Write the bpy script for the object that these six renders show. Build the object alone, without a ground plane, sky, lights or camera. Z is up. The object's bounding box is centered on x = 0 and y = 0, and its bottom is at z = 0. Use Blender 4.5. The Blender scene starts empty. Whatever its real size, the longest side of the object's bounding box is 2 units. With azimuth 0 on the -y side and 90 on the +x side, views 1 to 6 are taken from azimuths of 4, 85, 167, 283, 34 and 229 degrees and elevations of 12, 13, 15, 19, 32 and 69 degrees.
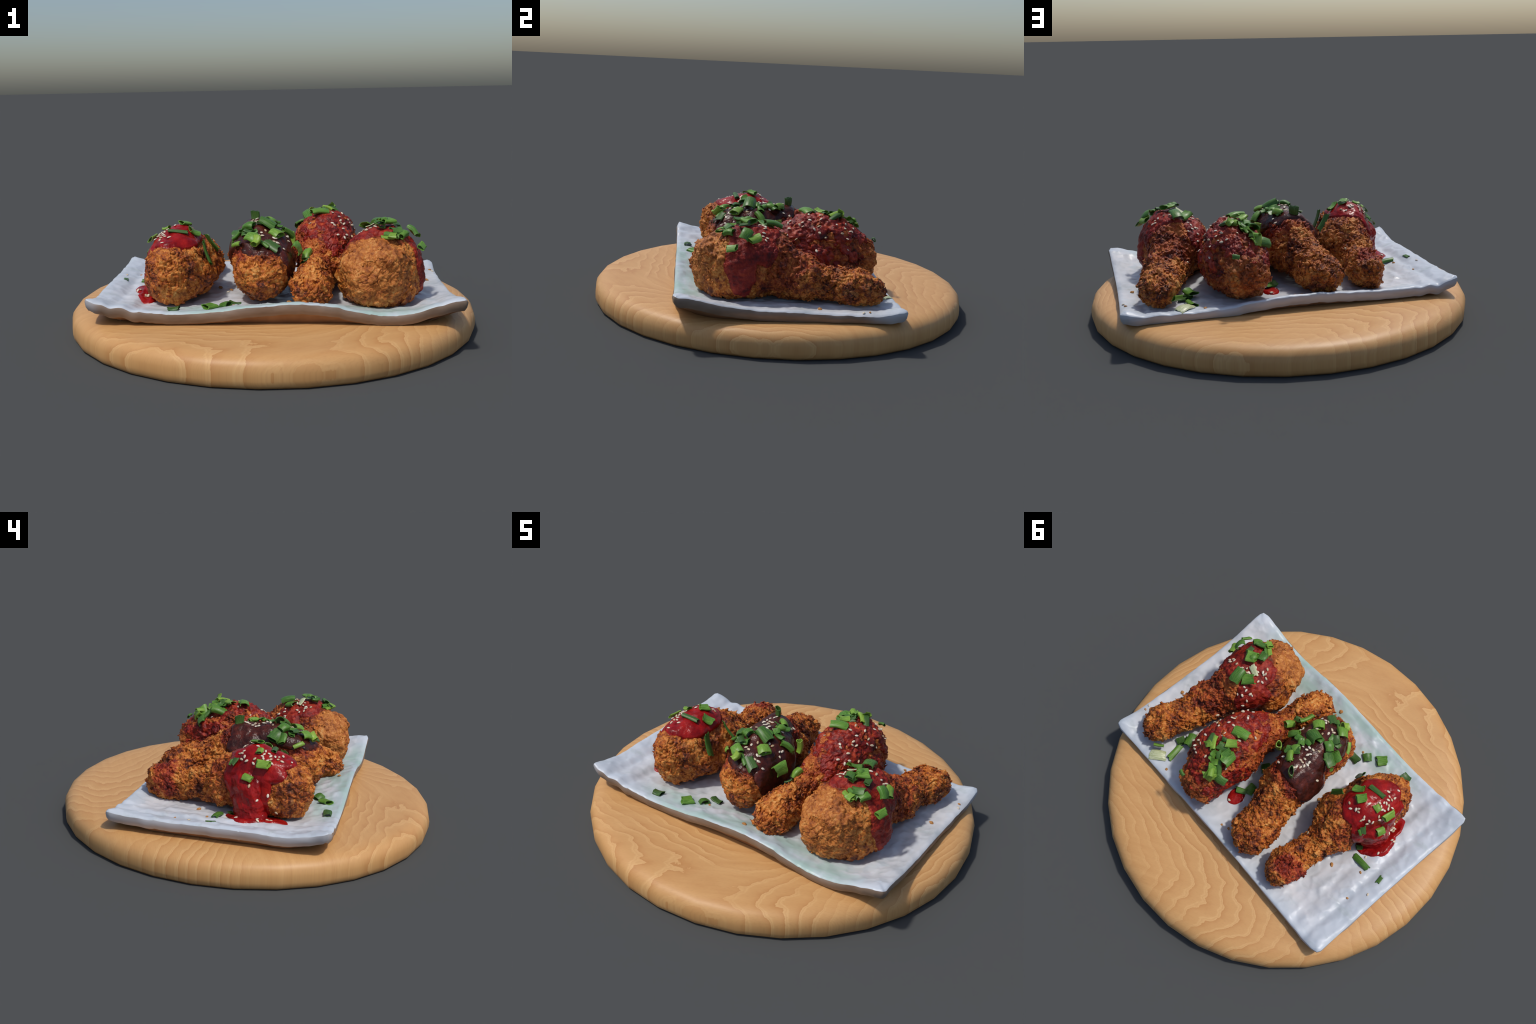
"""Four sauced, fried drumsticks with scallions and sesame on a wavy oblong
stoneware plate, standing on a round wooden board."""
import bpy, bmesh, math
import numpy as np
from mathutils import Vector, Matrix
from mathutils.bvhtree import BVHTree

rng = np.random.default_rng(7)
TAU = 2 * math.pi

# ------------------------------------------------------------------ noise ---
def hash3(i, j, k, seed):
    h = (i.astype(np.int64) * 374761393 + j.astype(np.int64) * 668265263
         + k.astype(np.int64) * 2147483647 + seed * 1274126177) & 0xFFFFFFFF
    h = ((h ^ (h >> 13)) * 1274126177) & 0xFFFFFFFF
    h = ((h ^ (h >> 16)) * 2246822519) & 0xFFFFFFFF
    return ((h ^ (h >> 15)) & 0xFFFFFF) / float(0xFFFFFF)


def vnoise(p, freq, seed=0):
    """smooth value noise, -1..1"""
    q = p * freq
    b = np.floor(q)
    f = q - b
    f = f * f * f * (f * (f * 6 - 15) + 10)
    b = b.astype(np.int64)
    out = 0
    for dx in (0, 1):
        wx = f[:, 0] if dx else 1 - f[:, 0]
        for dy in (0, 1):
            wy = f[:, 1] if dy else 1 - f[:, 1]
            for dz in (0, 1):
                wz = f[:, 2] if dz else 1 - f[:, 2]
                out = out + wx * wy * wz * hash3(b[:, 0] + dx, b[:, 1] + dy, b[:, 2] + dz, seed)
    return out * 2 - 1


def fbm(p, freq, octaves=3, seed=0, gain=0.5):
    a, s = 1.0, 0
    for o in range(octaves):
        s = s + a * vnoise(p + 3.7 * o, freq * 2 ** o, seed + o)
        a *= gain
    return s


def cells(p, size, seed=0):
    """nearest feature cell: tilted-plate height (-1..1), F1 and F2 distance"""
    q = p / size
    b = np.floor(q).astype(np.int64)
    n = len(p)
    f1 = np.full(n, 9.0)
    f2 = np.full(n, 9.0)
    h = np.zeros(n)
    for dx in (-1, 0, 1):
        for dy in (-1, 0, 1):
            for dz in (-1, 0, 1):
                i, j, k = b[:, 0] + dx, b[:, 1] + dy, b[:, 2] + dz
                c = np.stack([i + hash3(i, j, k, seed), j + hash3(i, j, k, seed + 1),
                              k + hash3(i, j, k, seed + 2)], 1)
                d = q - c
                r = np.sqrt((d * d).sum(1))
                t = np.stack([hash3(i, j, k, seed + 4), hash3(i, j, k, seed + 5),
                              hash3(i, j, k, seed + 6)], 1) - 0.5
                val = (hash3(i, j, k, seed + 3) - 0.5) * 1.1 + (t * d).sum(1) * 1.6
                near = r < f1
                f2 = np.where(near, f1, np.minimum(f2, r))
                h = np.where(near, val, h)
                f1 = np.where(near, r, f1)
    return h, f1, f2


def smooth(a, b, x):
    t = np.clip((x - a) / (b - a), 0, 1)
    return t * t * (3 - 2 * t)


def spline(ts, vals, t):
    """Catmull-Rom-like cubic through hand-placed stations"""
    ts = np.asarray(ts, float)
    v = np.asarray(vals, float)
    m = np.gradient(v, ts, axis=0)
    i = np.clip(np.searchsorted(ts, t) - 1, 0, len(ts) - 2)
    h = ts[i + 1] - ts[i]
    s = (t - ts[i]) / h
    if v.ndim > 1:
        s, h = s[:, None], h[:, None]
    return ((2 * s**3 - 3 * s**2 + 1) * v[i] + (s**3 - 2 * s**2 + s) * h * m[i]
            + (-2 * s**3 + 3 * s**2) * v[i + 1] + (s**3 - s**2) * h * m[i + 1])

# ---------------------------------------------------------------- objects ---
def mesh_object(name, verts, faces, material, parent=None, shade=True):
    me = bpy.data.meshes.new(name)
    me.from_pydata(np.asarray(verts).tolist(), [], [tuple(f) for f in faces])
    me.validate()
    me.update()
    if shade:
        me.polygons.foreach_set("use_smooth", np.ones(len(me.polygons), bool))
    me.materials.append(material)
    ob = bpy.data.objects.new(name, me)
    bpy.context.scene.collection.objects.link(ob)
    if parent is not None:
        attach(ob, parent)
    return ob


def attach(ob, parent):
    ob.parent = parent
    ob.matrix_parent_inverse = Matrix.Translation(parent.location).inverted()


def thing(name, loc, label, category):
    e = bpy.data.objects.new(name, None)
    e.empty_display_size = 0.05
    e.location = loc
    bpy.context.scene.collection.objects.link(e)
    e["label"] = label
    e["category"] = category
    return e


def grid_faces(rows, cols, wrap=True):
    r = np.arange(rows - 1)[:, None]
    c = np.arange(cols if wrap else cols - 1)[None, :]
    c2 = (c + 1) % cols
    f = np.stack([r * cols + c, r * cols + c2, (r + 1) * cols + c2, (r + 1) * cols + c], -1)
    return f.reshape(-1, 4)


def grid_normals(P, wrap=True):
    """P rows x cols x 3"""
    if wrap:
        dc = np.roll(P, -1, 1) - np.roll(P, 1, 1)
    else:
        dc = np.gradient(P, axis=1)
    dr = np.gradient(P, axis=0)
    n = np.cross(dr, dc)
    l = np.linalg.norm(n, axis=2, keepdims=True)
    return n / np.maximum(l, 1e-12)

# -------------------------------------------------------------- materials ---
class Nodes:
    def __init__(self, name):
        self.m = bpy.data.materials.new(name)
        self.m.use_nodes = True
        self.t = self.m.node_tree
        self.bsdf = self.t.nodes["Principled BSDF"]
        self.out = self.t.nodes["Material Output"]

    def n(self, kind, **kw):
        node = self.t.nodes.new("ShaderNode" + kind)
        for k, v in kw.items():
            if k in node.inputs:
                self.put(node.inputs[k], v)
            else:
                setattr(node, k, v)
        return node

    def put(self, sock, v):
        if hasattr(v, "bl_idname") and hasattr(v, "outputs"):
            v = v.outputs[0]
        if isinstance(v, bpy.types.NodeSocket):
            self.t.links.new(v, sock)
        else:
            sock.default_value = v

    def coord(self, kind="Object"):
        return self.n("TexCoord").outputs[kind]

    def mapping(self, vec, scale=(1, 1, 1), rot=(0, 0, 0), loc=(0, 0, 0)):
        return self.n("Mapping", Vector=vec, Scale=scale, Rotation=rot, Location=loc).outputs[0]

    def noise(self, vec, scale, detail=4.0, rough=0.55, distortion=0.0):
        return self.n("TexNoise", Vector=vec, Scale=scale, Detail=detail, Roughness=rough,
                      Distortion=distortion).outputs["Fac"]

    def voronoi(self, vec, scale, feature="F1", out="Distance", randomness=1.0):
        return self.n("TexVoronoi", feature=feature, Vector=vec, Scale=scale,
                      Randomness=randomness).outputs[out]

    def math(self, op, a, b=0.0, c=0.0, clamp=False):
        nd = self.t.nodes.new("ShaderNodeMath")
        nd.operation = op
        nd.use_clamp = clamp
        for s, v in zip(nd.inputs, (a, b, c)):
            self.put(s, v)
        return nd.outputs[0]

    def ramp(self, fac, *stops, interp="LINEAR"):
        nd = self.t.nodes.new("ShaderNodeValToRGB")
        nd.color_ramp.interpolation = interp
        el = nd.color_ramp.elements
        while len(el) < len(stops):
            el.new(0.5)
        for e, (p, c) in zip(el, stops):
            e.position = p
            e.color = (*c, 1) if len(c) == 3 else c
        self.put(nd.inputs[0], fac)
        return nd.outputs[0]

    def mask(self, fac, lo, hi):
        nd = self.t.nodes.new("ShaderNodeMapRange")
        nd.interpolation_type = "SMOOTHSTEP"
        self.put(nd.inputs[0], fac)
        nd.inputs[1].default_value, nd.inputs[2].default_value = lo, hi
        return nd.outputs[0]

    def mix(self, fac, a, b, mode="MIX"):
        nd = self.t.nodes.new("ShaderNodeMix")
        nd.data_type = "RGBA"
        nd.blend_type = mode
        self.put(nd.inputs[0], fac)
        for i, v in ((6, a), (7, b)):
            if isinstance(v, tuple):
                v = (*v, 1) if len(v) == 3 else v
            self.put(nd.inputs[i], v)
        return nd.outputs[2]

    def xyz(self, vec):
        nd = self.n("SeparateXYZ", Vector=vec)
        return nd.outputs[0], nd.outputs[1], nd.outputs[2]

    def blob(self, vec, centre, radii):
        """distance to an ellipsoid centre, 1 on its surface"""
        v = self.n("VectorMath", operation="SUBTRACT")
        self.put(v.inputs[0], vec)
        v.inputs[1].default_value = centre
        s = self.n("VectorMath", operation="DIVIDE")
        self.put(s.inputs[0], v.outputs[0])
        s.inputs[1].default_value = radii
        l = self.n("VectorMath", operation="LENGTH")
        self.put(l.inputs[0], s.outputs[0])
        return l.outputs["Value"]

    def bump(self, height, strength, distance):
        return self.n("Bump", Height=height, Strength=strength, Distance=distance).outputs[0]

    def set(self, **kw):
        for k, v in kw.items():
            self.put(self.bsdf.inputs[k.replace("_", " ")], v)
        return self.m


def wood_material():
    """flat-sawn board: growth rings cut into stacked arches along the grain"""
    N = Nodes("flat_sawn_wood")
    g = N.mapping(N.coord(), rot=(0, 0, math.radians(-28)))      # x runs along the grain
    flat = N.mapping(g, scale=(1, 1, 0))
    x, y, _ = N.xyz(flat)
    wob = N.math("SUBTRACT", N.noise(N.mapping(flat, scale=(1.2, 2.6, 1)), 2.6, 2), 0.5)
    ripple = N.math("SUBTRACT", N.noise(N.mapping(flat, scale=(6, 8, 1)), 3.0, 4, 0.65), 0.5)

    def across(y0, width, rings):
        d = N.math("DIVIDE", N.math("SUBTRACT", y, y0), width)
        return N.math("MULTIPLY", N.math("SUBTRACT", N.math("SQRT", N.math("MULTIPLY_ADD", d, d, 1.0)), 1.0), rings)

    # back half: a stack of arches, tips pointing one way
    back = N.math("MULTIPLY_ADD", N.math("SUBTRACT", x, 0.6), -11.0, across(0.77, 0.24, 5.0))
    # front half: two families of arches facing each other
    dx = N.math("ADD", x, 0.30)
    mid = N.math("MULTIPLY_ADD", N.math("TANH", N.math("MULTIPLY", dx, 4.0)), -0.13, -0.80)
    front = N.math("MULTIPLY_ADD", N.math("MULTIPLY", dx, dx), -13.0, across(mid, 0.18, 3.8))
    uneven = N.math("MULTIPLY_ADD", wob, 2.3, N.math("MULTIPLY", ripple, 0.42))
    light, mid_c, dark = (0.685, 0.405, 0.170), (0.615, 0.335, 0.128), (0.500, 0.228, 0.074)
    def rings_of(f):
        return N.ramp(N.math("FRACT", N.math("ADD", f, uneven)), (0.0, dark), (0.08, (0.54, 0.265, 0.092)), (0.30, (0.585, 0.308, 0.114)), (0.72, mid_c),
                   (0.83, light), (0.88, (0.63, 0.348, 0.136)), (0.96, light), (1.0, (0.64, 0.355, 0.14)))
    rings = N.mix(N.mask(y, -0.06, 0.06), rings_of(front), rings_of(back))
    soft = N.ramp(N.noise(N.mapping(flat, scale=(1.0, 10, 1)), 2.2, 5, 0.6),
                  (0.3, (0.565, 0.288, 0.104)), (0.5, mid_c), (0.7, (0.66, 0.372, 0.150)))
    figured = N.math("MULTIPLY", N.mask(N.noise(flat, 2.0, 2), 0.26, 0.54), N.mask(N.math("ABSOLUTE", y), 0.10, 0.42))
    col = N.mix(figured, soft, rings)
    col = N.mix(0.14, col, soft)
    pores = N.noise(N.mapping(flat, scale=(14, 70, 1)), 4.0, 2)
    col = N.mix(N.math("MULTIPLY", N.mask(pores, 0.45, 0.75), 0.14), col, (0.33, 0.15, 0.05))
    return N.set(Base_Color=col, Roughness=0.47, Specular_IOR_Level=0.4, Normal=N.bump(pores, 0.05, 0.004))


def plate_material():
    N = Nodes("glazed_stoneware")
    p = N.coord()
    x, y, z = N.xyz(p)
    cloud = N.noise(N.mapping(p, scale=(1.4, 0.8, 1)), 6.5, 4, 0.6)
    col = N.ramp(cloud, (0.28, (0.43, 0.455, 0.485)), (0.45, (0.56, 0.575, 0.60)), (0.58, (0.625, 0.63, 0.655)), (0.75, (0.54, 0.60, 0.66)))
    # cooler glaze toward the rims, break-up of grey-green
    rim = N.math("MAXIMUM", N.math("MAXIMUM", N.mask(x, -0.58, -0.78), N.mask(y, 0.36, 0.49)), N.mask(y, -0.44, -0.55))
    col = N.mix(N.math("MULTIPLY", rim, 0.5), col, (0.50, 0.575, 0.66))
    mottle = N.mask(N.noise(N.mapping(p, scale=(0.7, 1.6, 1)), 9.0, 4, 0.65), 0.52, 0.72)
    col = N.mix(N.math("MULTIPLY", mottle, 0.5), col, (0.40, 0.46, 0.46))
    # celadon tint pools along the front of the dish
    band = N.math("MULTIPLY", N.mask(y, -0.30, -0.47),
                  N.mask(N.noise(N.mapping(p, scale=(1, 2.5, 1)), 5.0, 3), 0.30, 0.62))
    band = N.math("MULTIPLY", band, N.mask(x, -0.62, -0.25))
    band = N.math("MULTIPLY", band, N.mask(x, 0.82, 0.6))
    col = N.mix(N.math("MULTIPLY", band, 0.8), col, (0.34, 0.49, 0.43))
    return N.set(Base_Color=col, Roughness=0.36, Specular_IOR_Level=0.3,
                 Normal=N.bump(N.noise(p, 30, 3), 0.12, 0.004))


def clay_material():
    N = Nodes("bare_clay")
    p = N.coord()
    col = N.ramp(N.noise(p, 9, 4), (0.3, (0.24, 0.125, 0.065)), (0.7, (0.36, 0.21, 0.12)))  # brown light reflected up from the wooden board, painted on the underside
    return N.set(Base_Color=col, Roughness=0.75)


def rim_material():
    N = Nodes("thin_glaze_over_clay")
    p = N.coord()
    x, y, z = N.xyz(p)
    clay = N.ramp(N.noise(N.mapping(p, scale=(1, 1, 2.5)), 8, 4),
                  (0.3, (0.19, 0.130, 0.090)), (0.7, (0.29, 0.215, 0.165)))  # edge band darkened and browned: shade and board bounce baked into its colour
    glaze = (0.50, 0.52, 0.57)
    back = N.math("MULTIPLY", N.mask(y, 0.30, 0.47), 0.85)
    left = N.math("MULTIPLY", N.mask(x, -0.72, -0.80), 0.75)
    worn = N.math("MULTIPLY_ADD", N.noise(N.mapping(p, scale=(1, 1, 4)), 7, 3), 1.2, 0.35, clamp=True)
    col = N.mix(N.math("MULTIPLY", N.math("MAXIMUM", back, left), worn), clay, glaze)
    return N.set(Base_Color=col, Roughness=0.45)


def crust_material(stains, pale=()):
    """fried crumb coating; `stains` = (centre, radii, strength) where sauce soaked in,
    `pale` = (centre, radii, strength) where the coating is thin and lighter"""
    N = Nodes("fried_crumb_coating")
    p = N.coord()
    patch = N.noise(p, 10.5, 5, 0.62, 0.6)
    mid = N.noise(p, 30.0, 4, 0.60, 0.9)
    crumb = N.noise(p, 85.0, 4, 0.65, 0.4)
    tint = N.math("ADD", N.math("MULTIPLY", mid, 0.50), N.math("MULTIPLY", crumb, 0.50))
    tint = N.math("ADD", tint, N.math("MULTIPLY", N.math("SUBTRACT", patch, 0.5), 0.80))
    col = N.ramp(tint, (0.30, (0.045, 0.010, 0.006)), (0.39, (0.135, 0.026, 0.008)), (0.465, (0.330, 0.071, 0.010)),
                 (0.545, (0.520, 0.150, 0.019)), (0.635, (0.660, 0.262, 0.053)), (0.75, (0.76, 0.43, 0.15)))
    chips = N.n("TexVoronoi", Vector=p, Scale=48.0).outputs["Color"]
    chipv = N.n("SeparateColor", Color=chips).outputs[0]
    col = N.mix(N.math("MULTIPLY", N.mask(chipv, 0.70, 0.98), 0.40), col, (0.55, 0.23, 0.06))
    for centre, radii, strength in pale:
        d = N.math("ADD", N.blob(p, centre, radii), N.math("MULTIPLY", N.math("SUBTRACT", mid, 0.5), 0.8))
        even = N.math("SUBTRACT", tint, N.math("MULTIPLY", N.math("SUBTRACT", patch, 0.5), 0.45))
        light = N.ramp(even, (0.32, (0.17, 0.040, 0.012)), (0.43, (0.39, 0.118, 0.022)), (0.55, (0.55, 0.215, 0.050)), (0.70, (0.70, 0.40, 0.16)))
        col = N.mix(N.math("MULTIPLY", N.mask(d, 1.15, 0.6), strength), col, light)
    for centre, radii, strength in stains:
        d = N.math("ADD", N.blob(p, centre, radii), N.math("MULTIPLY", N.math("SUBTRACT", patch, 0.5), 1.3))
        m = N.math("MULTIPLY", N.mask(d, 1.1, 0.75), strength)
        col = N.mix(m, col, N.ramp(tint, (0.34, (0.085, 0.006, 0.005)), (0.50, (0.30, 0.024, 0.010)),
                                   (0.66, (0.50, 0.095, 0.022))))
    grit = N.noise(p, 190.0, 3, 0.6)
    return N.set(Base_Color=col, Roughness=0.52, Specular_IOR_Level=0.30,
                 Normal=N.bump(N.math("ADD", crumb, N.math("MULTIPLY", grit, 0.5)), 0.6, 0.007))


def sauce_material(name, deep, main, bright, rough, speck=0.0, grain=30.0, bump=0.25, coat=0.0, spec=0.3):
    N = Nodes(name)
    p = N.coord()
    a = N.noise(p, 14.0, 4, 0.6)
    b = N.noise(p, grain, 4, 0.6)
    col = N.ramp(N.math("ADD", N.math("MULTIPLY", a, 0.5), N.math("MULTIPLY", b, 0.5)),
                 (0.36, deep), (0.50, main), (0.66, bright))
    if speck:
        v = N.voronoi(p, 90.0)
        col = N.mix(N.math("MULTIPLY", N.mask(v, 0.16, 0.05), speck), col, (0.55, 0.10, 0.04))
    return N.set(Base_Color=col, Roughness=rough, Specular_IOR_Level=spec, Coat_Weight=coat, Coat_Roughness=0.15,
                 Normal=N.bump(N.math("ADD", b, N.math("MULTIPLY", N.noise(p, grain * 4, 3, 0.6), 0.6)), bump, 0.006))


def scallion_material(name, shift):
    """green stalk; `shift` < 0 darker, > 0 paler and yellower"""
    N = Nodes(name)
    p = N.coord()
    r = N.math("MULTIPLY_ADD", N.n("ObjectInfo").outputs["Random"], 0.85, 0.02 + shift, clamp=True)
    fibre = N.noise(N.mapping(p, scale=(9, 9, 0.9)), 1.6, 3, 0.6)
    body = N.ramp(r, (0.0, (0.013, 0.065, 0.008)), (0.28, (0.060, 0.205, 0.014)),
                  (0.60, (0.145, 0.34, 0.026)), (1.0, (0.36, 0.56, 0.055)))
    col = N.mix(N.mask(fibre, 0.25, 0.75), N.mix(0.45, body, (0.015, 0.08, 0.012)),
                N.mix(0.22, body, (0.40, 0.58, 0.18)))
    N.set(Base_Color=col, Roughness=0.38, Specular_IOR_Level=0.4, Normal=N.bump(fibre, 0.25, 0.003))
    tr = N.n("BsdfTranslucent", Color=col)
    mx = N.n("MixShader")
    mx.inputs[0].default_value = 0.12
    N.t.links.new(N.bsdf.outputs[0], mx.inputs[1])
    N.t.links.new(tr.outputs[0], mx.inputs[2])
    N.t.links.new(mx.outputs[0], N.out.inputs[0])
    return N.m


def pale_scallion_material():
    N = Nodes("scallion_white")
    p = N.coord()
    fibre = N.noise(N.mapping(p, scale=(9, 9, 0.9)), 1.6, 3, 0.6)
    col = N.ramp(fibre, (0.3, (0.30, 0.36, 0.14)), (0.6, (0.60, 0.62, 0.40)))
    return N.set(Base_Color=col, Roughness=0.4)


def sesame_material():
    N = Nodes("sesame_hull")
    r = N.n("ObjectInfo").outputs["Random"]
    col = N.ramp(r, (0.0, (0.46, 0.32, 0.17)), (0.25, (0.62, 0.51, 0.36)), (1.0, (0.74, 0.67, 0.54)))
    return N.set(Base_Color=col, Roughness=0.4)


def crumb_material():
    N = Nodes("loose_crumb")
    p = N.coord()
    col = N.ramp(N.noise(p, 60, 3), (0.3, (0.30, 0.10, 0.02)), (0.7, (0.60, 0.30, 0.08)))
    return N.set(Base_Color=col, Roughness=0.6)

# ------------------------------------------------------------------ board ---
def build_board():
    """32-sided turned board with a broad rounded shoulder"""
    prof = [(0.0, 0.0), (0.93, 0.0), (0.984, 0.0), (0.996, 0.014), (1.0, 0.036), (1.0, 0.066),
            (0.994, 0.090), (0.981, 0.109), (0.958, 0.123), (0.925, 0.131), (0.86, 0.133), (0.0, 0.133)]
    sides = 32
    verts, rows = [], []
    for r, z in prof:
        if r == 0:
            verts.append((0, 0, z))
            rows.append([len(verts) - 1] * sides)
        else:
            s = len(verts)
            verts += [(r * math.cos(TAU * k / sides), r * math.sin(TAU * k / sides), z) for k in range(sides)]
            rows.append(list(range(s, s + sides)))
    faces = []
    for a, b in zip(rows, rows[1:]):
        for k in range(sides):
            q = [a[k], a[(k + 1) % sides], b[(k + 1) % sides], b[k]]
            faces.append(list(dict.fromkeys(q)))
    ob = mesh_object("wooden_board", verts, faces, wood_material())
    ob["label"] = "round pale wooden serving board with rounded edge"
    ob["category"] = "serving board"
    return ob

# ------------------------------------------------------------------ plate ---
FLOOR = 0.168
CORNER = dict(fl=(-0.800, -0.578), fr=(0.876, -0.554), br=(0.864, 0.520), bl=(-0.824, 0.492))
RIM_FRONT = [(-0.80, 0.250), (-0.70, 0.234), (-0.60, 0.213), (-0.45, 0.197), (-0.30, 0.199), (-0.10, 0.217),
             (0.05, 0.232), (0.19, 0.236), (0.30, 0.225), (0.42, 0.198), (0.52, 0.186), (0.61, 0.191),
             (0.72, 0.216), (0.80, 0.242), (0.88, 0.256)]
RIM_BACK = [(-0.83, 0.224), (-0.74, 0.212), (-0.62, 0.203), (-0.40, 0.202), (-0.20, 0.211), (0.0, 0.217), (0.13, 0.212),
            (0.26, 0.199), (0.40, 0.184), (0.52, 0.180), (0.66, 0.186), (0.77, 0.190), (0.86, 0.208)]
RIM_RIGHT = [(-0.56, 0.256), (-0.47, 0.249), (-0.38, 0.229), (-0.30, 0.212), (-0.22, 0.202), (-0.05, 0.193), (0.12, 0.186),
             (0.28, 0.182), (0.40, 0.185), (0.47, 0.199), (0.52, 0.208)]
RIM_LEFT = [(-0.58, 0.250), (-0.50, 0.232), (-0.42, 0.214), (-0.25, 0.210), (0.0, 0.209), (0.25, 0.210), (0.39, 0.213),
            (0.49, 0.224)]


def curve(stations, v):
    a = np.array(stations)
    return spline(a[:, 0], a[:, 1], np.clip(v, a[0, 0], a[-1, 0]))


def plate_plan(u, v):
    """unit square to the plate's slightly bowed outline; returns x, y"""
    c = {k: np.array(p) for k, p in CORNER.items()}
    U, V = (u + 1) / 2, (v + 1) / 2
    p = ((1 - U) * (1 - V))[:, None] * c["fl"] + (U * (1 - V))[:, None] * c["fr"] \
        + (U * V)[:, None] * c["br"] + ((1 - U) * V)[:, None] * c["bl"]
    bow_u, bow_v = 1 - u**2, 1 - v**2
    p[:, 0] += bow_v * np.where(u > 0, -0.012, 0.003) * np.abs(u)
    p[:, 1] += bow_u * np.where(v > 0, -0.011, 0.004) * np.abs(v)
    return p[:, 0], p[:, 1]


def plate_height(u, v, x, y):
    """top surface: dished floor, wavy lifted rim, hammered and rippled"""
    # rim height by which side is nearest, blended at the corners
    hf, hb = curve(RIM_FRONT, x), curve(RIM_BACK, x)
    hl, hr = curve(RIM_LEFT, y), curve(RIM_RIGHT, y)
    df, db = (1 + v) * 0.54, (1 - v) * 0.54
    dl, dr = (1 + u) * 0.84, (1 - u) * 0.84

    def side(d, h, width, power):
        t = np.clip(1 - d / width, 0, 1)
        return (h - FLOOR) * t ** power
    parts = [side(df, hf + 0.005, 0.24, 1.0), side(db, hb, 0.15, 1.5), side(dl, hl + 0.013, 0.32, 1.1), side(dr, hr, 0.22, 1.2)]
    lift = np.maximum.reduce(parts)
    for da, db_ in ((df, dl), (df, dr), (db, dl), (db, dr)):      # corners curl up
        lift = lift + 0.014 * np.exp(-(da / 0.10) ** 2 - (db_ / 0.10) ** 2) * smooth(0.0, 0.05, np.minimum(da, db_))
    lift = lift + 0.12 * (sum(parts) - lift) * smooth(0.0, 0.12, np.minimum.reduce([df, db, dl, dr]))
    # grooves running beside the short ends
    p3 = np.stack([x, y, np.zeros_like(x)], 1)
    wig = 0.012 * vnoise(p3, 5, 3)
    for d, amp in ((dl, 0.009), (dr, 0.004)):
        e = d + wig
        lift -= amp * np.exp(-((e - 0.105) / 0.022) ** 2)
        lift += amp * 0.5 * np.exp(-((e - 0.165) / 0.025) ** 2)
        lift -= amp * 0.5 * np.exp(-((e - 0.215) / 0.02) ** 2)
    h, f1, f2 = cells(p3 * [1, 0.8, 1], 0.05, 11)
    edge = np.minimum.reduce([df, db, dl, dr])
    hammer = 0.0075 * (f1 - 0.45) + 0.0028 * h + 0.003 * vnoise(p3, 9, 5)
    roll = -0.006 * np.exp(-(edge / 0.009) ** 2)        # rounded outer lip
    return FLOOR + lift + roll + hammer * (0.5 + 0.5 * smooth(0.0, 0.05, edge)) + 0.002 * vnoise(p3, 28, 8)


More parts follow.
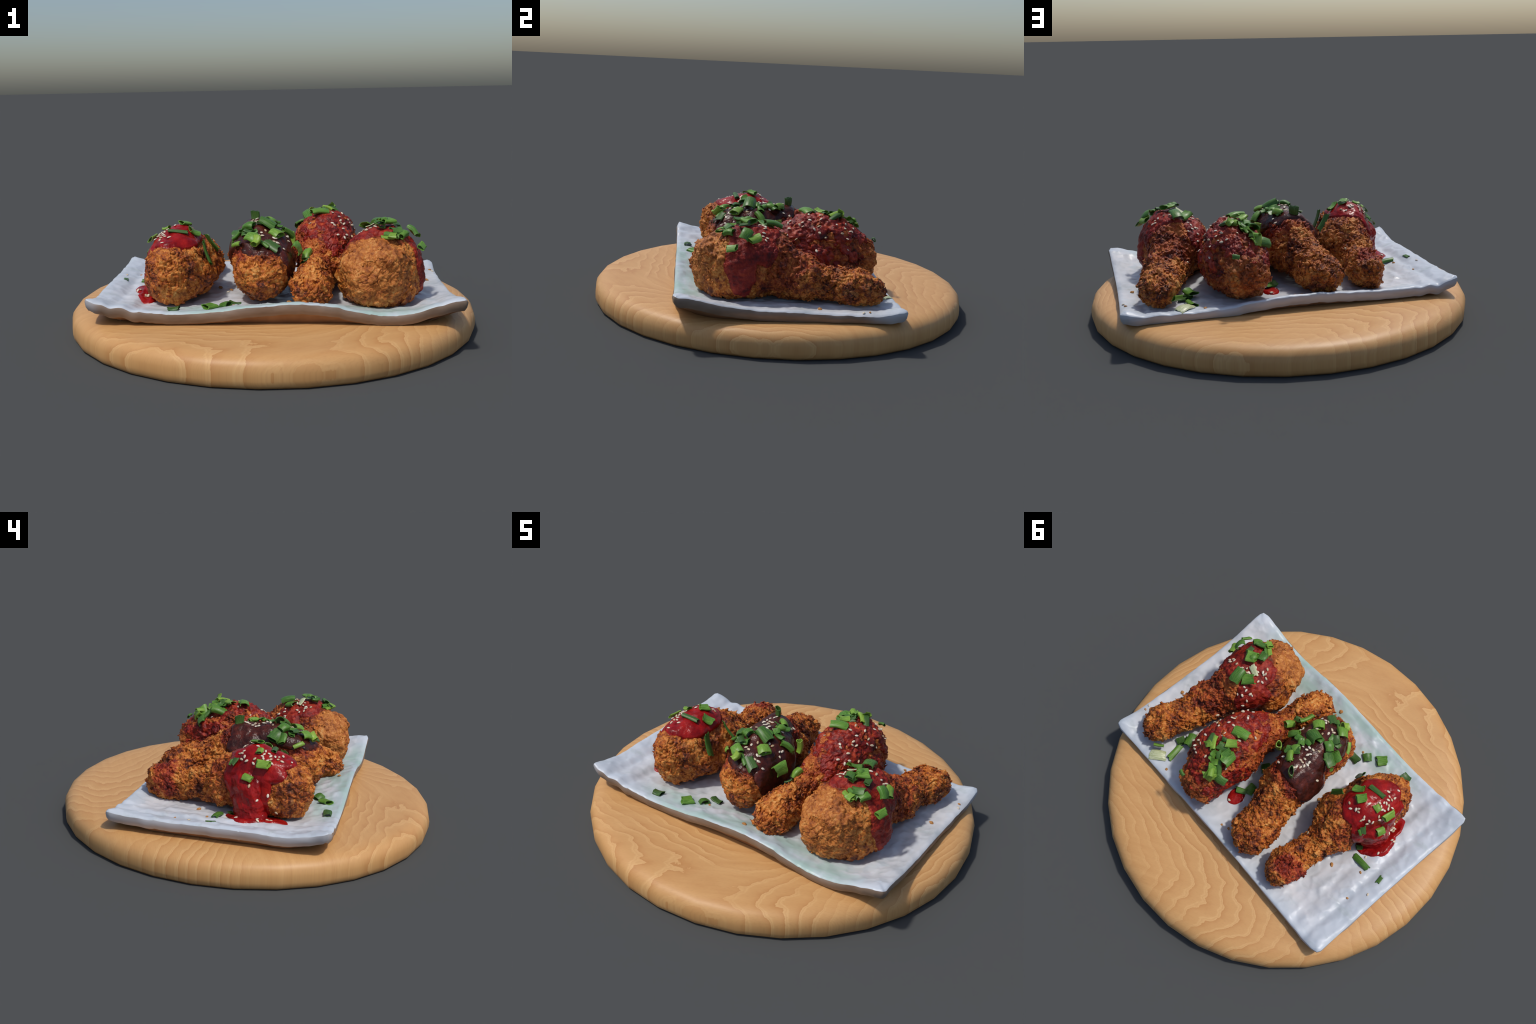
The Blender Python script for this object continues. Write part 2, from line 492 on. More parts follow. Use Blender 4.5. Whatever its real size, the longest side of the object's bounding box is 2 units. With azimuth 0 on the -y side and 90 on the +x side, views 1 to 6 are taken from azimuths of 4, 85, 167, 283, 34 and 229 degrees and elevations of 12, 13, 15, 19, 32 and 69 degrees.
def build_plate():
    nu, nv = 221, 145
    u = np.linspace(-1, 1, nu)
    v = np.linspace(-1, 1, nv)
    u = np.sign(u) * np.abs(u) ** 0.92
    V, U = np.meshgrid(v, u, indexing="ij")
    uf, vf = U.ravel(), V.ravel()
    x, y = plate_plan(uf, vf)
    z = plate_height(uf, vf, x, y)
    verts = np.stack([x, y, z], 1)
    # soften the outermost corner points
    r = np.maximum(np.abs(uf) + np.abs(vf) - 1.955, 0)
    verts[:, 0] -= np.sign(uf) * r * 0.18
    verts[:, 1] -= np.sign(vf) * r * 0.18
    top_f = grid_faces(nv, nu, wrap=False)
    ring = np.concatenate([np.arange(nu), np.arange(1, nv) * nu + nu - 1,
                           (nv - 1) * nu + np.arange(nu - 2, -1, -1), np.arange(nv - 2, 0, -1) * nu])
    edge = verts[ring]
    m = len(ring)
    cx, cy = edge[:, 0].mean(), edge[:, 1].mean()

    def inset(d, zz):
        q = edge.copy()
        tan = sum(np.roll(edge[:, :2], -k, 0) - np.roll(edge[:, :2], k, 0) for k in (1, 2, 3))
        out = np.stack([tan[:, 1], -tan[:, 0]], 1)
        out /= np.linalg.norm(out, axis=1, keepdims=True)
        q[:, :2] -= out * np.reshape(d, (-1, 1))
        q[:, 2] = zz
        return q
    ez = edge[:, 2]
    n3 = edge * [1, 1, 0]
    wob = 0.0035 * vnoise(n3, 11, 2)
    # the edge band: rounded lip, upright face, tucked lower edge
    lip = inset(-0.005, ez - 0.005)
    face1 = inset(-0.008 + wob, ez - 0.014)
    face2 = inset(-0.004 + wob, ez - 0.036)
    face3 = inset(0.006 + wob, np.maximum(ez - 0.052, 0.1345))
    parent = thing("serving_plate", (0.03, -0.02, 0.13), "oblong off-white glazed stoneware plate with wavy rim", "plate")
    glaze = mesh_object("plate_dish", np.concatenate([verts, lip]),
                        np.concatenate([top_f, [(ring[(k + 1) % m], ring[k], len(verts) + k, len(verts) + (k + 1) % m)
                                                for k in range(m)]]), plate_material(), parent)
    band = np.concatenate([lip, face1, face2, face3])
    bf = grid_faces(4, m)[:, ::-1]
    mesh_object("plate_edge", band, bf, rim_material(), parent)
    # recessed foot and underside
    corner = np.clip((np.abs(uf[ring]) + np.abs(vf[ring]) - 1.55) / 0.45, 0, 1)
    centre = np.array([cx, cy])

    def foot(d, pull, zz):
        q = inset(d, zz)
        q[:, :2] += (centre - q[:, :2]) * (pull * corner**1.5)[:, None]
        return q
    under1 = foot(0.020, 0.02, np.maximum(ez - 0.060, 0.1340))
    under2 = foot(0.045, 0.14, np.full(m, 0.1325))
    under3 = foot(0.055, 0.15, np.full(m, 0.1312))
    mid = np.array([[cx, cy, 0.1312]])
    fv = np.concatenate([face3, under1, under2, under3, mid])
    ff = [tuple(f) for f in grid_faces(4, m)[:, ::-1]]
    ff += [(3 * m + (k + 1) % m, 3 * m + k, 4 * m) for k in range(m)]
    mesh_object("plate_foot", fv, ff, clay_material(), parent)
    return parent, glaze

# -------------------------------------------------------------- drumsticks ---
def loft(stations, rows, cols, sag):
    """stations: x, y, z of the spine and half-width, up and down radii.
    Radii are splined squared so that both ends close round."""
    s = np.array(stations, float)
    seg = np.linalg.norm(np.diff(s[:, :3], axis=0), axis=1)
    ts = np.concatenate([[0], np.cumsum(seg)])
    L = ts[-1]
    # rows evenly spaced along the outline, so the round ends are as fine as the sides
    tf = np.linspace(0, L, 4000)
    rf = np.sqrt(np.maximum(spline(ts, s[:, 3] ** 2, tf), 0))
    run = np.concatenate([[0], np.cumsum(np.hypot(np.diff(tf), np.diff(rf)))])
    t = np.interp(np.linspace(0, run[-1], rows), run, tf)
    a = t / L
    spine = spline(ts, s[:, :3], t)
    rad = np.sqrt(np.maximum(spline(ts, s[:, 3:] ** 2, t), 4e-6))
    tan = np.gradient(spine, axis=0)
    tan /= np.linalg.norm(tan, axis=1, keepdims=True)
    lat = np.cross(tan, [0, 0, 1.0])
    lat /= np.linalg.norm(lat, axis=1, keepdims=True)
    up = np.cross(lat, tan)
    th = np.arange(cols) / cols * TAU
    c, sn = np.cos(th), np.sin(th)
    vert = np.where(sn > 0, rad[:, 1:2] * sn, rad[:, 2:3] * sn)
    c = np.where(sn > 0, c, np.sign(c) * np.abs(c) ** sag)        # the belly sags on the plate
    P = spine[:, None] + lat[:, None] * (rad[:, 0:1] * c)[..., None] + up[:, None] * vert[..., None]
    return P, a


def blob_field(p, blobs):
    m = np.full(len(p), -9.0)
    for c, r in blobs:
        d = (p - np.array(c)) / np.array(r)
        m = np.maximum(m, 1 - np.sqrt((d * d).sum(1)))
    return m


def close_ends(P, faces, flip=False):
    rows, cols, _ = P.shape
    v = P.reshape(-1, 3)
    v = np.concatenate([v, P[0].mean(0)[None], P[-1].mean(0)[None]])
    k = np.arange(cols)
    k2 = (k + 1) % cols
    a = np.stack([np.full(cols, rows * cols), k, k2], 1)
    b = np.stack([(rows - 1) * cols + k2, (rows - 1) * cols + k, np.full(cols, rows * cols + 1)], 1)
    return v, [tuple(f) for f in faces] + [tuple(f) for f in a] + [tuple(f) for f in b]


def scatter_flakes(root, coat, N, weight, a, material, seed):
    """small curled chips of coating standing proud, all one part"""
    r = np.random.default_rng(seed)
    cols = len(coat) // len(a)
    w = np.maximum(weight, 0) ** 2.0
    w = w * np.repeat(np.sin(np.pi * np.clip(a, 0.01, 0.99)) ** 0.5, cols) * (coat[:, 2] > FLOOR + 0.02)
    pick = r.choice(len(coat), 750, replace=False, p=w / w.sum())
    bm = bmesh.new()
    bmesh.ops.create_icosphere(bm, subdivisions=2, radius=1)
    bv = np.array([v.co[:] for v in bm.verts])
    bf = np.array([[v.index for v in f.verts] for f in bm.faces])
    bm.free()
    V, F = [], []
    for i in pick:
        n = N[i] + 0.9 * (r.random(3) - 0.5)
        n /= np.linalg.norm(n)
        t = np.cross(n, r.random(3) - 0.5)
        t /= np.linalg.norm(t)
        b = np.cross(n, t)
        s = 0.004 + 0.0085 * r.random() ** 1.6
        q = bv * (0.75 + 0.5 * r.random((len(bv), 1)))
        q = q * [s * (0.9 + 0.7 * r.random()), s * 0.75, s * 0.36]
        q[:, 2] += 0.25 * (q[:, 0] ** 2) / s
        F.append(bf + len(V) * len(bv))
        V.append(coat[i] + N[i] * 0.001 + q[:, :1] * t + q[:, 1:2] * b + q[:, 2:3] * n)
    ob = mesh_object("crumb_flakes", np.concatenate(V), np.concatenate(F), material, root)
    ob["kind"] = "stuff"


SURFACES = []          # (vertices, faces) of everything garnish may lie on


def build_drumstick(spec, seed):
    P, a = loft(spec["spine"], 300, 320, spec["sag"])
    rows, cols, _ = P.shape
    base = P.reshape(-1, 3)
    N = grid_normals(P).reshape(-1, 3)
    # lumps of meat under the coating
    low = 0.014 * fbm(base, 7.0, 2, seed) + 0.006 * fbm(base, 17.0, 2, seed + 9)
    low *= np.repeat(smooth(0, 0.03, a) * smooth(1, 0.97, a), cols) * 0.7 + 0.3
    for c, r, h in spec.get("lumps", ()):
        d = (base - np.array(c)) / r
        low = low + h * np.exp(-(d * d).sum(1))
    body = base + N * low[:, None]
    N = grid_normals(body.reshape(P.shape)).reshape(-1, 3)
    # sauce extent
    edge = 0.16 * fbm(base, 11, 3, seed + 40)
    m = blob_field(base, spec["sauce"]) + edge * spec.get("edge", 1.0)
    m = np.minimum(m, 0.35) + spec.get("holes", 0.0) * (fbm(base, 24, 3, seed + 60) - 0.15)
    cover = smooth(-0.03, 0.12, m)
    # coating: overlapping flakes, coarser on the shank than on the ball
    rough = np.interp(a, *zip(*spec["rough"]))
    rough = np.repeat(rough, cols)
    warp = np.stack([vnoise(base + 5, 30, seed + 20), vnoise(base + 9, 30, seed + 21), vnoise(base, 30, seed + 22)], 1) * 0.007
    h1, f1, f2 = cells(base + warp, 0.034, seed + 30)
    h2, g1, g2 = cells(base + warp, 0.016, seed + 31)
    crevice = np.exp(-(f2 - f1) / 0.09)
    crust = rough * (0.0085 * h1 + 0.0068 * h2 - 0.005 * crevice + 0.006 * fbm(base, 48, 2, seed + 33)
                     + 0.004 * np.maximum(vnoise(base, 22, seed + 35), 0))
    crust *= 1 - cover * (1 - spec["show"])
    coat = body + N * crust[:, None]
    floor_z = FLOOR + 0.001
    coat[:, 2] = np.maximum(coat[:, 2], floor_z)
    root = thing("drumstick", spec["base"], spec["label"], "fried chicken drumstick")
    v, f = close_ends(coat.reshape(P.shape), grid_faces(rows, cols)[:, ::-1])
    meat = mesh_object("fried_coating", v, f, crust_material(spec["stains"], spec.get("pale", ())), root)
    SURFACES.append((v, f))
    scatter_flakes(root, coat, N, rough * (1 - cover), a, meat.data.materials[0], seed)
    # sauce: a closed skin lying over the coating, sinking under it at its border
    t = spec["thick"] * np.sqrt(np.clip(m / 0.25, 0, 1)) - 0.006 * (m < 0)
    ripple = spec.get("ripple", 0.0) * fbm(base, 26, 2, seed + 50)
    smooth_body = body + N * (crust * spec["cling"] + 0.002)[:, None]
    sv = smooth_body + N * (t + ripple * cover)[:, None]
    quads = grid_faces(rows, cols)[:, ::-1]
    keep = (m[quads] > -0.02).any(1) & (a[quads // cols].mean(1) < 0.999)
    quads = quads[keep]
    used, inv = np.unique(quads, return_inverse=True)
    quads = inv.reshape(-1, 4)
    sv = sv[used]
    sv[:, 2] = np.maximum(sv[:, 2], FLOOR + 0.004)
    mesh_object(spec["sauce_name"], sv, quads, spec["sauce_mat"], root)
    SURFACES.append((sv, [tuple(q) for q in quads]))
    return root


CHILI = sauce_material("chili_paste", (0.085, 0.006, 0.005), (0.26, 0.014, 0.008), (0.46, 0.055, 0.022), 0.42,
                       speck=0.2, grain=48, bump=0.6, spec=0.28)
CHILI2 = sauce_material("chili_glaze", (0.055, 0.005, 0.005), (0.24, 0.013, 0.007), (0.52, 0.070, 0.017), 0.36,
                        speck=0.15, grain=40, bump=0.6, spec=0.32)
SOY = sauce_material("dark_sticky_glaze", (0.020, 0.006, 0.004), (0.052, 0.011, 0.007), (0.135, 0.022, 0.011), 0.27,
                     grain=26, bump=0.45, spec=0.32)
RED = sauce_material("sweet_chili_sauce", (0.13, 0.003, 0.004), (0.28, 0.006, 0.006), (0.42, 0.014, 0.009), 0.26,
                     speck=0.10, grain=22, bump=0.35, spec=0.26)

LEGS = [
    dict(label="fried drumstick with chili paste, scallions and sesame", base=(0.58, -0.05, 0.16), sag=0.62,
         spine=[(0.490, -0.476, 0.308, 0.0, 0.0, 0.0), (0.490, -0.452, 0.310, 0.088, 0.084, 0.125),
                (0.494, -0.390, 0.325, 0.140, 0.120, 0.158), (0.508, -0.310, 0.338, 0.165, 0.136, 0.172),
                (0.536, -0.200, 0.345, 0.166, 0.160, 0.172), (0.546, -0.100, 0.330, 0.138, 0.150, 0.150),
                (0.578, -0.010, 0.300, 0.102, 0.116, 0.112), (0.610, 0.075, 0.282, 0.100, 0.090, 0.092),
                (0.630, 0.180, 0.268, 0.090, 0.074, 0.080), (0.655, 0.270, 0.262, 0.092, 0.072, 0.078),
                (0.672, 0.350, 0.258, 0.094, 0.072, 0.076), (0.680, 0.414, 0.248, 0.070, 0.050, 0.060),
                (0.684, 0.450, 0.240, 0.0, 0.0, 0.0)],
         lumps=[((0.695, 0.04, 0.26), 0.05, 0.012), ((0.685, 0.10, 0.345), 0.030, 0.024), ((0.70, -0.235, 0.25), 0.09, 0.035), ((0.62, -0.37, 0.24), 0.09, 0.03),
                ((0.52, 0.10, 0.28), 0.04, 0.015), ((0.60, 0.30, 0.34), 0.03, 0.012),
                ((0.36, -0.22, 0.27), 0.09, 0.042)],
         pale=[((0.46, -0.42, 0.36), (0.22, 0.16, 0.22), 0.7)],
         rough=[(0, 0.62), (0.3, 0.68), (0.45, 0.92), (0.8, 0.95), (1, 0.9)],
         sauce=[((0.555, -0.185, 0.53), (0.19, 0.125, 0.15)), ((0.70, -0.245, 0.37), (0.09, 0.075, 0.17)),
                ((0.41, -0.10, 0.42), (0.10, 0.10, 0.13)), ((0.68, -0.16, 0.44), (0.08, 0.09, 0.09))],
         sauce_name="chili_paste", sauce_mat=CHILI, show=0.55, cling=1.0, thick=0.010, ripple=0.002,
         stains=[((0.58, -0.08, 0.45), (0.27, 0.26, 0.25), 0.55)]),
    dict(label="fried drumstick coated in chunky red chili glaze", base=(0.25, 0.1, 0.16), sag=0.8,
         spine=[(0.250, 0.478, 0.290, 0.0, 0.0, 0.0), (0.252, 0.456, 0.295, 0.075, 0.070, 0.100),
                (0.257, 0.400, 0.315, 0.106, 0.110, 0.145), (0.266, 0.305, 0.338, 0.142, 0.146, 0.168),
                (0.278, 0.200, 0.350, 0.160, 0.168, 0.175), (0.272, 0.090, 0.350, 0.152, 0.162, 0.160),
                (0.255, -0.020, 0.328, 0.118, 0.124, 0.130), (0.238, -0.120, 0.300, 0.084, 0.092, 0.098),
                (0.226, -0.220, 0.280, 0.068, 0.074, 0.085), (0.213, -0.320, 0.268, 0.082, 0.078, 0.088),
                (0.208, -0.400, 0.260, 0.088, 0.074, 0.082), (0.202, -0.458, 0.250, 0.060, 0.050, 0.068),
                (0.199, -0.486, 0.246, 0.0, 0.0, 0.0)],
         lumps=[((0.21, -0.30, 0.37), 0.045, 0.02), ((0.36, 0.25, 0.49), 0.07, 0.012), ((0.32, -0.08, 0.27), 0.07, 0.035)],
         pale=[((0.26, 0.50, 0.30), (0.22, 0.14, 0.16), 0.6)],
         rough=[(0, 0.95), (0.3, 0.9), (0.6, 0.85), (0.8, 1.0), (1, 1.0)],
         sauce=[((0.31, 0.17, 0.51), (0.17, 0.30, 0.13)), ((0.45, 0.18, 0.42), (0.11, 0.26, 0.20)),
                ((0.13, 0.30, 0.38), (0.10, 0.13, 0.13)), ((0.30, -0.02, 0.46), (0.13, 0.17, 0.14)),
                ((0.29, 0.38, 0.47), (0.15, 0.09, 0.06))],
         sauce_name="chili_glaze", sauce_mat=CHILI2, show=0.65, cling=1.1, thick=0.005, ripple=0.003, edge=1.5, holes=0.50,
         stains=[((0.26, 0.18, 0.40), (0.30, 0.38, 0.30), 0.5)]),
    dict(label="fried drumstick under dark sticky glaze with scallions", base=(-0.06, 0.0, 0.16), sag=0.9,
         spine=[(-0.020, -0.410, 0.315, 0.0, 0.0, 0.0), (-0.020, -0.388, 0.315, 0.080, 0.085, 0.100),
                (-0.022, -0.325, 0.330, 0.118, 0.118, 0.145), (-0.026, -0.250, 0.343, 0.134, 0.146, 0.160),
                (-0.034, -0.150, 0.352, 0.141, 0.163, 0.155), (-0.050, -0.040, 0.352, 0.134, 0.164, 0.150),
                (-0.068, 0.050, 0.342, 0.127, 0.154, 0.142), (-0.086, 0.140, 0.316, 0.106, 0.120, 0.122),
                (-0.106, 0.220, 0.293, 0.096, 0.100, 0.106), (-0.124, 0.300, 0.280, 0.106, 0.094, 0.100),
                (-0.138, 0.370, 0.268, 0.106, 0.090, 0.094), (-0.147, 0.428, 0.258, 0.074, 0.062, 0.074),
                (-0.152, 0.458, 0.252, 0.0, 0.0, 0.0)],
         lumps=[((-0.22, 0.30, 0.28), 0.05, 0.015), ((0.06, -0.30, 0.36), 0.06, 0.012), ((0.03, 0.06, 0.30), 0.06, 0.02)],
         rough=[(0, 0.75), (0.35, 0.8), (0.55, 1.05), (0.8, 1.1), (1, 1.05)],
         sauce=[((-0.03, -0.20, 0.53), (0.20, 0.25, 0.15)), ((-0.06, -0.02, 0.51), (0.12, 0.10, 0.12)),
                ((-0.175, -0.01, 0.42), (0.08, 0.10, 0.12)), ((-0.11, 0.0, 0.49), (0.10, 0.09, 0.10)),
                ((0.10, -0.20, 0.42), (0.10, 0.17, 0.16))],
         sauce_name="sticky_glaze", sauce_mat=SOY, show=0.25, cling=0.35, thick=0.010, ripple=0.0025, edge=0.95,
         stains=[((-0.05, -0.10, 0.47), (0.21, 0.30, 0.17), 0.75)]),
    dict(label="fried drumstick under glossy red sweet chili sauce", base=(-0.43, 0.0, 0.16), sag=0.66,
         spine=[(-0.462, -0.438, 0.310, 0.0, 0.0, 0.0), (-0.461, -0.416, 0.312, 0.072, 0.078, 0.105),
                (-0.457, -0.360, 0.322, 0.105, 0.115, 0.142), (-0.447, -0.270, 0.330, 0.120, 0.147, 0.158),
                (-0.436, -0.170, 0.330, 0.124, 0.166, 0.155), (-0.422, -0.070, 0.318, 0.112, 0.140, 0.130),
                (-0.418, 0.030, 0.296, 0.090, 0.104, 0.105), (-0.405, 0.130, 0.280, 0.076, 0.080, 0.082),
                (-0.393, 0.230, 0.272, 0.077, 0.076, 0.080), (-0.384, 0.320, 0.268, 0.088, 0.082, 0.088),
                (-0.378, 0.385, 0.263, 0.080, 0.074, 0.080), (-0.374, 0.425, 0.252, 0.050, 0.045, 0.055),
                (-0.372, 0.442, 0.250, 0.0, 0.0, 0.0)],
         lumps=[((-0.535, 0.035, 0.21), 0.036, 0.045), ((-0.32, -0.26, 0.29), 0.085, 0.045), ((-0.30, -0.07, 0.33), 0.10, 0.070), ((-0.31, 0.04, 0.30), 0.07, 0.040), ((-0.29, -0.16, 0.22), 0.09, 0.045),
                ((-0.38, 0.30, 0.35), 0.05, 0.012)],
         rough=[(0, 0.75), (0.4, 0.75), (0.55, 1.05), (0.8, 1.05), (1, 0.9)],
         sauce=[((-0.46, -0.19, 0.50), (0.19, 0.20, 0.095)), ((-0.585, -0.14, 0.27), (0.12, 0.115, 0.30)),
                ((-0.55, -0.08, 0.40), (0.11, 0.085, 0.13)), ((-0.58, -0.24, 0.43), (0.08, 0.10, 0.06))],
         sauce_name="sweet_chili_sauce", sauce_mat=RED, show=0.2, cling=0.3, thick=0.014, ripple=0.003, edge=0.4,
         stains=[((-0.44, 0.33, 0.30), (0.13, 0.075, 0.12), 0.9), ((-0.50, -0.10, 0.38), (0.18, 0.20, 0.22), 0.4)]),
]

# ---------------------------------------------------------------- garnish ---
# Chopped scallion: (thing it lies on - 0 to 3 a drumstick, 4 the plate -, kind, centre,
# direction of the stalk, length, width)
SCALLIONS = [
    (0, 'wide', (0.526, -0.096, 0.509), (0.21, -0.94, 0.28), 0.071, 0.045),
    (0, 'wide', (0.477, -0.132, 0.497), (-0.65, -0.76, 0.03), 0.062, 0.037),
    (0, 'tube', (0.557, -0.213, 0.53), (-0.85, -0.51, -0.12), 0.057, 0.054),
    (0, 'tube', (0.528, -0.256, 0.522), (-0.1, -0.98, -0.17), 0.03, 0.029),
    (0, 'tube', (0.622, -0.307, 0.489), (-0.58, -0.71, -0.4), 0.045, 0.038),
    (0, 'dark', (0.6, -0.24, 0.526), (0.13, -0.93, -0.34), 0.039, 0.025),
    (0, 'dark', (0.572, -0.314, 0.49), (-0.93, 0.22, 0.29), 0.069, 0.025),
    (0, 'strip', (0.562, -0.336, 0.482), (-0.88, 0.33, 0.33), 0.081, 0.021),
    (0, 'wide', (0.667, -0.235, 0.492), (0.87, -0.39, -0.29), 0.051, 0.04),
    (0, 'tube', (0.688, -0.19, 0.477), (0.43, -0.86, -0.26), 0.058, 0.034),
    (0, 'tube', (0.725, -0.287, 0.435), (0.4, 0.9, 0.2), 0.05, 0.03),
    (0, 'pale', (0.497, -0.179, 0.514), (-0.89, 0.3, -0.35), 0.061, 0.025),
    (1, 'tube', (0.181, -0.158, 0.373), (-0.37, -0.93, -0.07), 0.057, 0.04),
    (1, 'dark', (0.178, -0.222, 0.359), (-0.21, -0.53, -0.82), 0.044, 0.025),
    (1, 'bright', (0.289, 0.245, 0.529), (0.6, -0.78, -0.18), 0.077, 0.031),
    (1, 'dark', (0.318, 0.248, 0.524), (0.55, -0.82, -0.17), 0.075, 0.031),
    (1, 'wide', (0.242, 0.11, 0.526), (-0.9, -0.3, -0.33), 0.074, 0.043),
    (1, 'wide', (0.23, 0.178, 0.524), (-0.69, -0.7, -0.18), 0.055, 0.031),
    (1, 'dark', (0.278, 0.188, 0.522), (-0.97, -0.23, 0.1), 0.03, 0.028),
    (1, 'dark', (0.257, 0.224, 0.514), (-0.68, -0.46, -0.57), 0.053, 0.035),
    (1, 'wide', (0.192, 0.24, 0.486), (-0.04, -0.95, 0.32), 0.084, 0.047),
    (1, 'strip', (0.206, 0.29, 0.48), (-0.64, 0.54, -0.55), 0.133, 0.028),
    (1, 'wide', (0.209, 0.34, 0.468), (-0.87, -0.34, -0.37), 0.062, 0.047),
    (1, 'strip', (0.194, 0.363, 0.459), (-0.72, -0.68, -0.15), 0.068, 0.028),
    (1, 'wide', (0.147, 0.322, 0.433), (-0.86, -0.36, -0.35), 0.052, 0.04),
    (1, 'dark', (0.248, 0.296, 0.506), (0.12, -0.96, 0.26), 0.042, 0.024),
    (1, 'wide', (0.224, 0.214, 0.502), (-0.25, -0.84, 0.48), 0.039, 0.028),
    (1, 'dark', (0.324, 0.448, 0.427), (-0.94, 0.33, 0), 0.033, 0.024),
    (2, 'strip', (-0.01, -0.052, 0.491), (-0.79, -0.53, 0.31), 0.077, 0.036),
    (2, 'tube', (0.024, -0.122, 0.488), (-0.96, -0.11, 0.25), 0.045, 0.028),
    (2, 'dark', (-0.018, -0.134, 0.498), (-0.99, -0.08, 0.15), 0.04, 0.028),
    (2, 'wide', (-0.024, -0.172, 0.498), (-0.96, 0.19, 0.21), 0.073, 0.052),
    (2, 'tube', (-0.08, -0.192, 0.494), (-0.82, 0.5, -0.29), 0.052, 0.048),
    (2, 'tube', (-0.131, -0.161, 0.468), (-0.77, 0.44, -0.47), 0.07, 0.052),
    (2, 'tube', (-0.174, -0.15, 0.43), (-0.52, 0.4, -0.75), 0.017, 0.02),
    (2, 'tube', (0.029, -0.242, 0.467), (-0.77, 0.61, 0.2), 0.049, 0.049),
    (2, 'tube', (0.087, -0.124, 0.468), (-0.59, -0.47, 0.66), 0.064, 0.036),
    (2, 'wide', (0.128, -0.24, 0.407), (-0.26, -0.96, -0.11), 0.067, 0.04),
    (2, 'wide', (0.02, -0.328, 0.44), (-0.77, 0.41, 0.49), 0.071, 0.033),
    (2, 'strip', (-0.02, -0.33, 0.452), (-0.74, 0.52, 0.42), 0.069, 0.02),
    (2, 'wide', (-0.068, -0.308, 0.467), (-0.81, 0.52, 0.29), 0.048, 0.044),
    (2, 'tube', (-0.139, -0.212, 0.468), (-0.76, 0.09, -0.64), 0.058, 0.036),
    (2, 'strip', (-0.142, -0.292, 0.444), (-0.66, 0.71, -0.24), 0.058, 0.022),
    (2, 'dark', (-0.065, -0.243, 0.482), (-0.92, -0.37, -0.12), 0.033, 0.036),
    (2, 'dark', (-0.107, -0.246, 0.483), (-0.97, -0.24, -0.07), 0.029, 0.028),
    (2, 'dark', (-0.019, -0.005, 0.496), (-0.93, -0.1, 0.37), 0.041, 0.028),
    (2, 'up_bright', (0.105, -0.026, 0.43), (0.08, -0.1, -0.99), 0.061, 0.038),
    (2, 'up_tube', (-0.08, 0.046, 0.532), (0, 0, -1), 0.045, 0.044),
    (2, 'up_bright', (-0.048, -0.35, 0.475), (-0.33, -0.67, -0.67), 0.045, 0.042),
    (3, 'tube', (-0.369, -0.176, 0.472), (-0.65, -0.47, 0.6), 0.055, 0.037),
    (3, 'tube', (-0.412, -0.141, 0.501), (-0.55, -0.8, 0.25), 0.048, 0.039),
    (3, 'tube', (-0.432, -0.23, 0.484), (-0.96, -0.13, 0.24), 0.091, 0.022),
    (3, 'strip', (-0.292, -0.108, 0.419), (-0.59, -0.29, 0.75), 0.098, 0.026),
    (3, 'tube', (-0.494, -0.172, 0.498), (-0.96, 0.11, -0.25), 0.036, 0.027),
    (3, 'tube', (-0.554, -0.204, 0.456), (-0.11, -0.99, -0.02), 0.063, 0.035),
    (3, 'tube', (-0.577, -0.135, 0.388), (-0.37, -0.92, 0.11), 0.046, 0.032),
    (3, 'strip', (-0.536, -0.062, 0.438), (-0.54, 0.38, -0.75), 0.044, 0.023),
    (3, 'strip', (-0.523, -0.038, 0.436), (-0.69, 0.19, -0.69), 0.032, 0.014),
    (3, 'dark', (-0.295, -0.259, 0.398), (-0.56, 0.08, 0.82), 0.109, 0.03),
    (4, 'dark', (-0.546, -0.05, 0.173), (-0.74, -0.67, 0.06), 0.031, 0.021),
    (4, 'strip', (-0.614, -0.002, 0.186), (-0.99, 0.01, 0.13), 0.097, 0.033),
    (4, 'dark', (-0.414, -0.51, 0.187), (-0.99, -0.1, -0.04), 0.051, 0.034),
    (4, 'tube', (-0.256, -0.474, 0.183), (-0.61, -0.79, 0.11), 0.055, 0.047),
    (4, 'tube', (-0.184, -0.429, 0.18), (-0.81, 0.55, -0.21), 0.043, 0.039),
    (4, 'dark', (-0.15, -0.374, 0.176), (1, 0, 0), 0.05, 0.036),
    (4, 'dark', (-0.748, -0.008, 0.208), (0.2, -0.98, 0.02), 0.044, 0.018),
    (4, 'dark', (0.12, 0.045, 0.172), (-0.8, 0.6, 0.1), 0.05, 0.05),
    (4, 'dark', (0.08, 0.185, 0.172), (-0.96, -0.24, 0.12), 0.042, 0.05),
    (4, 'dark', (0.555, 0.307, 0.173), (-0.94, 0.35, 0), 0.043, 0.038),
    (4, 'dark', (0.528, 0.275, 0.176), (-0.64, 0.77, 0), 0.039, 0.036),
    (4, 'dark', (0.515, 0.267, 0.205), (0.42, -0.9, 0.14), 0.072, 0.045),
    (4, 'tube', (0.587, 0.424, 0.174), (-0.65, -0.76, -0.07), 0.055, 0.026),
    (4, 'pale', (0.568, 0.458, 0.177), (-0.75, -0.65, -0.11), 0.091, 0.047),
    (4, 'tube', (0.523, 0.378, 0.171), (0.23, -0.97, -0.06), 0.096, 0.028),
    (4, 'strip', (0.107, 0.234, 0.168), (-0.82, -0.57, -0.02), 0.065, 0.025),
]
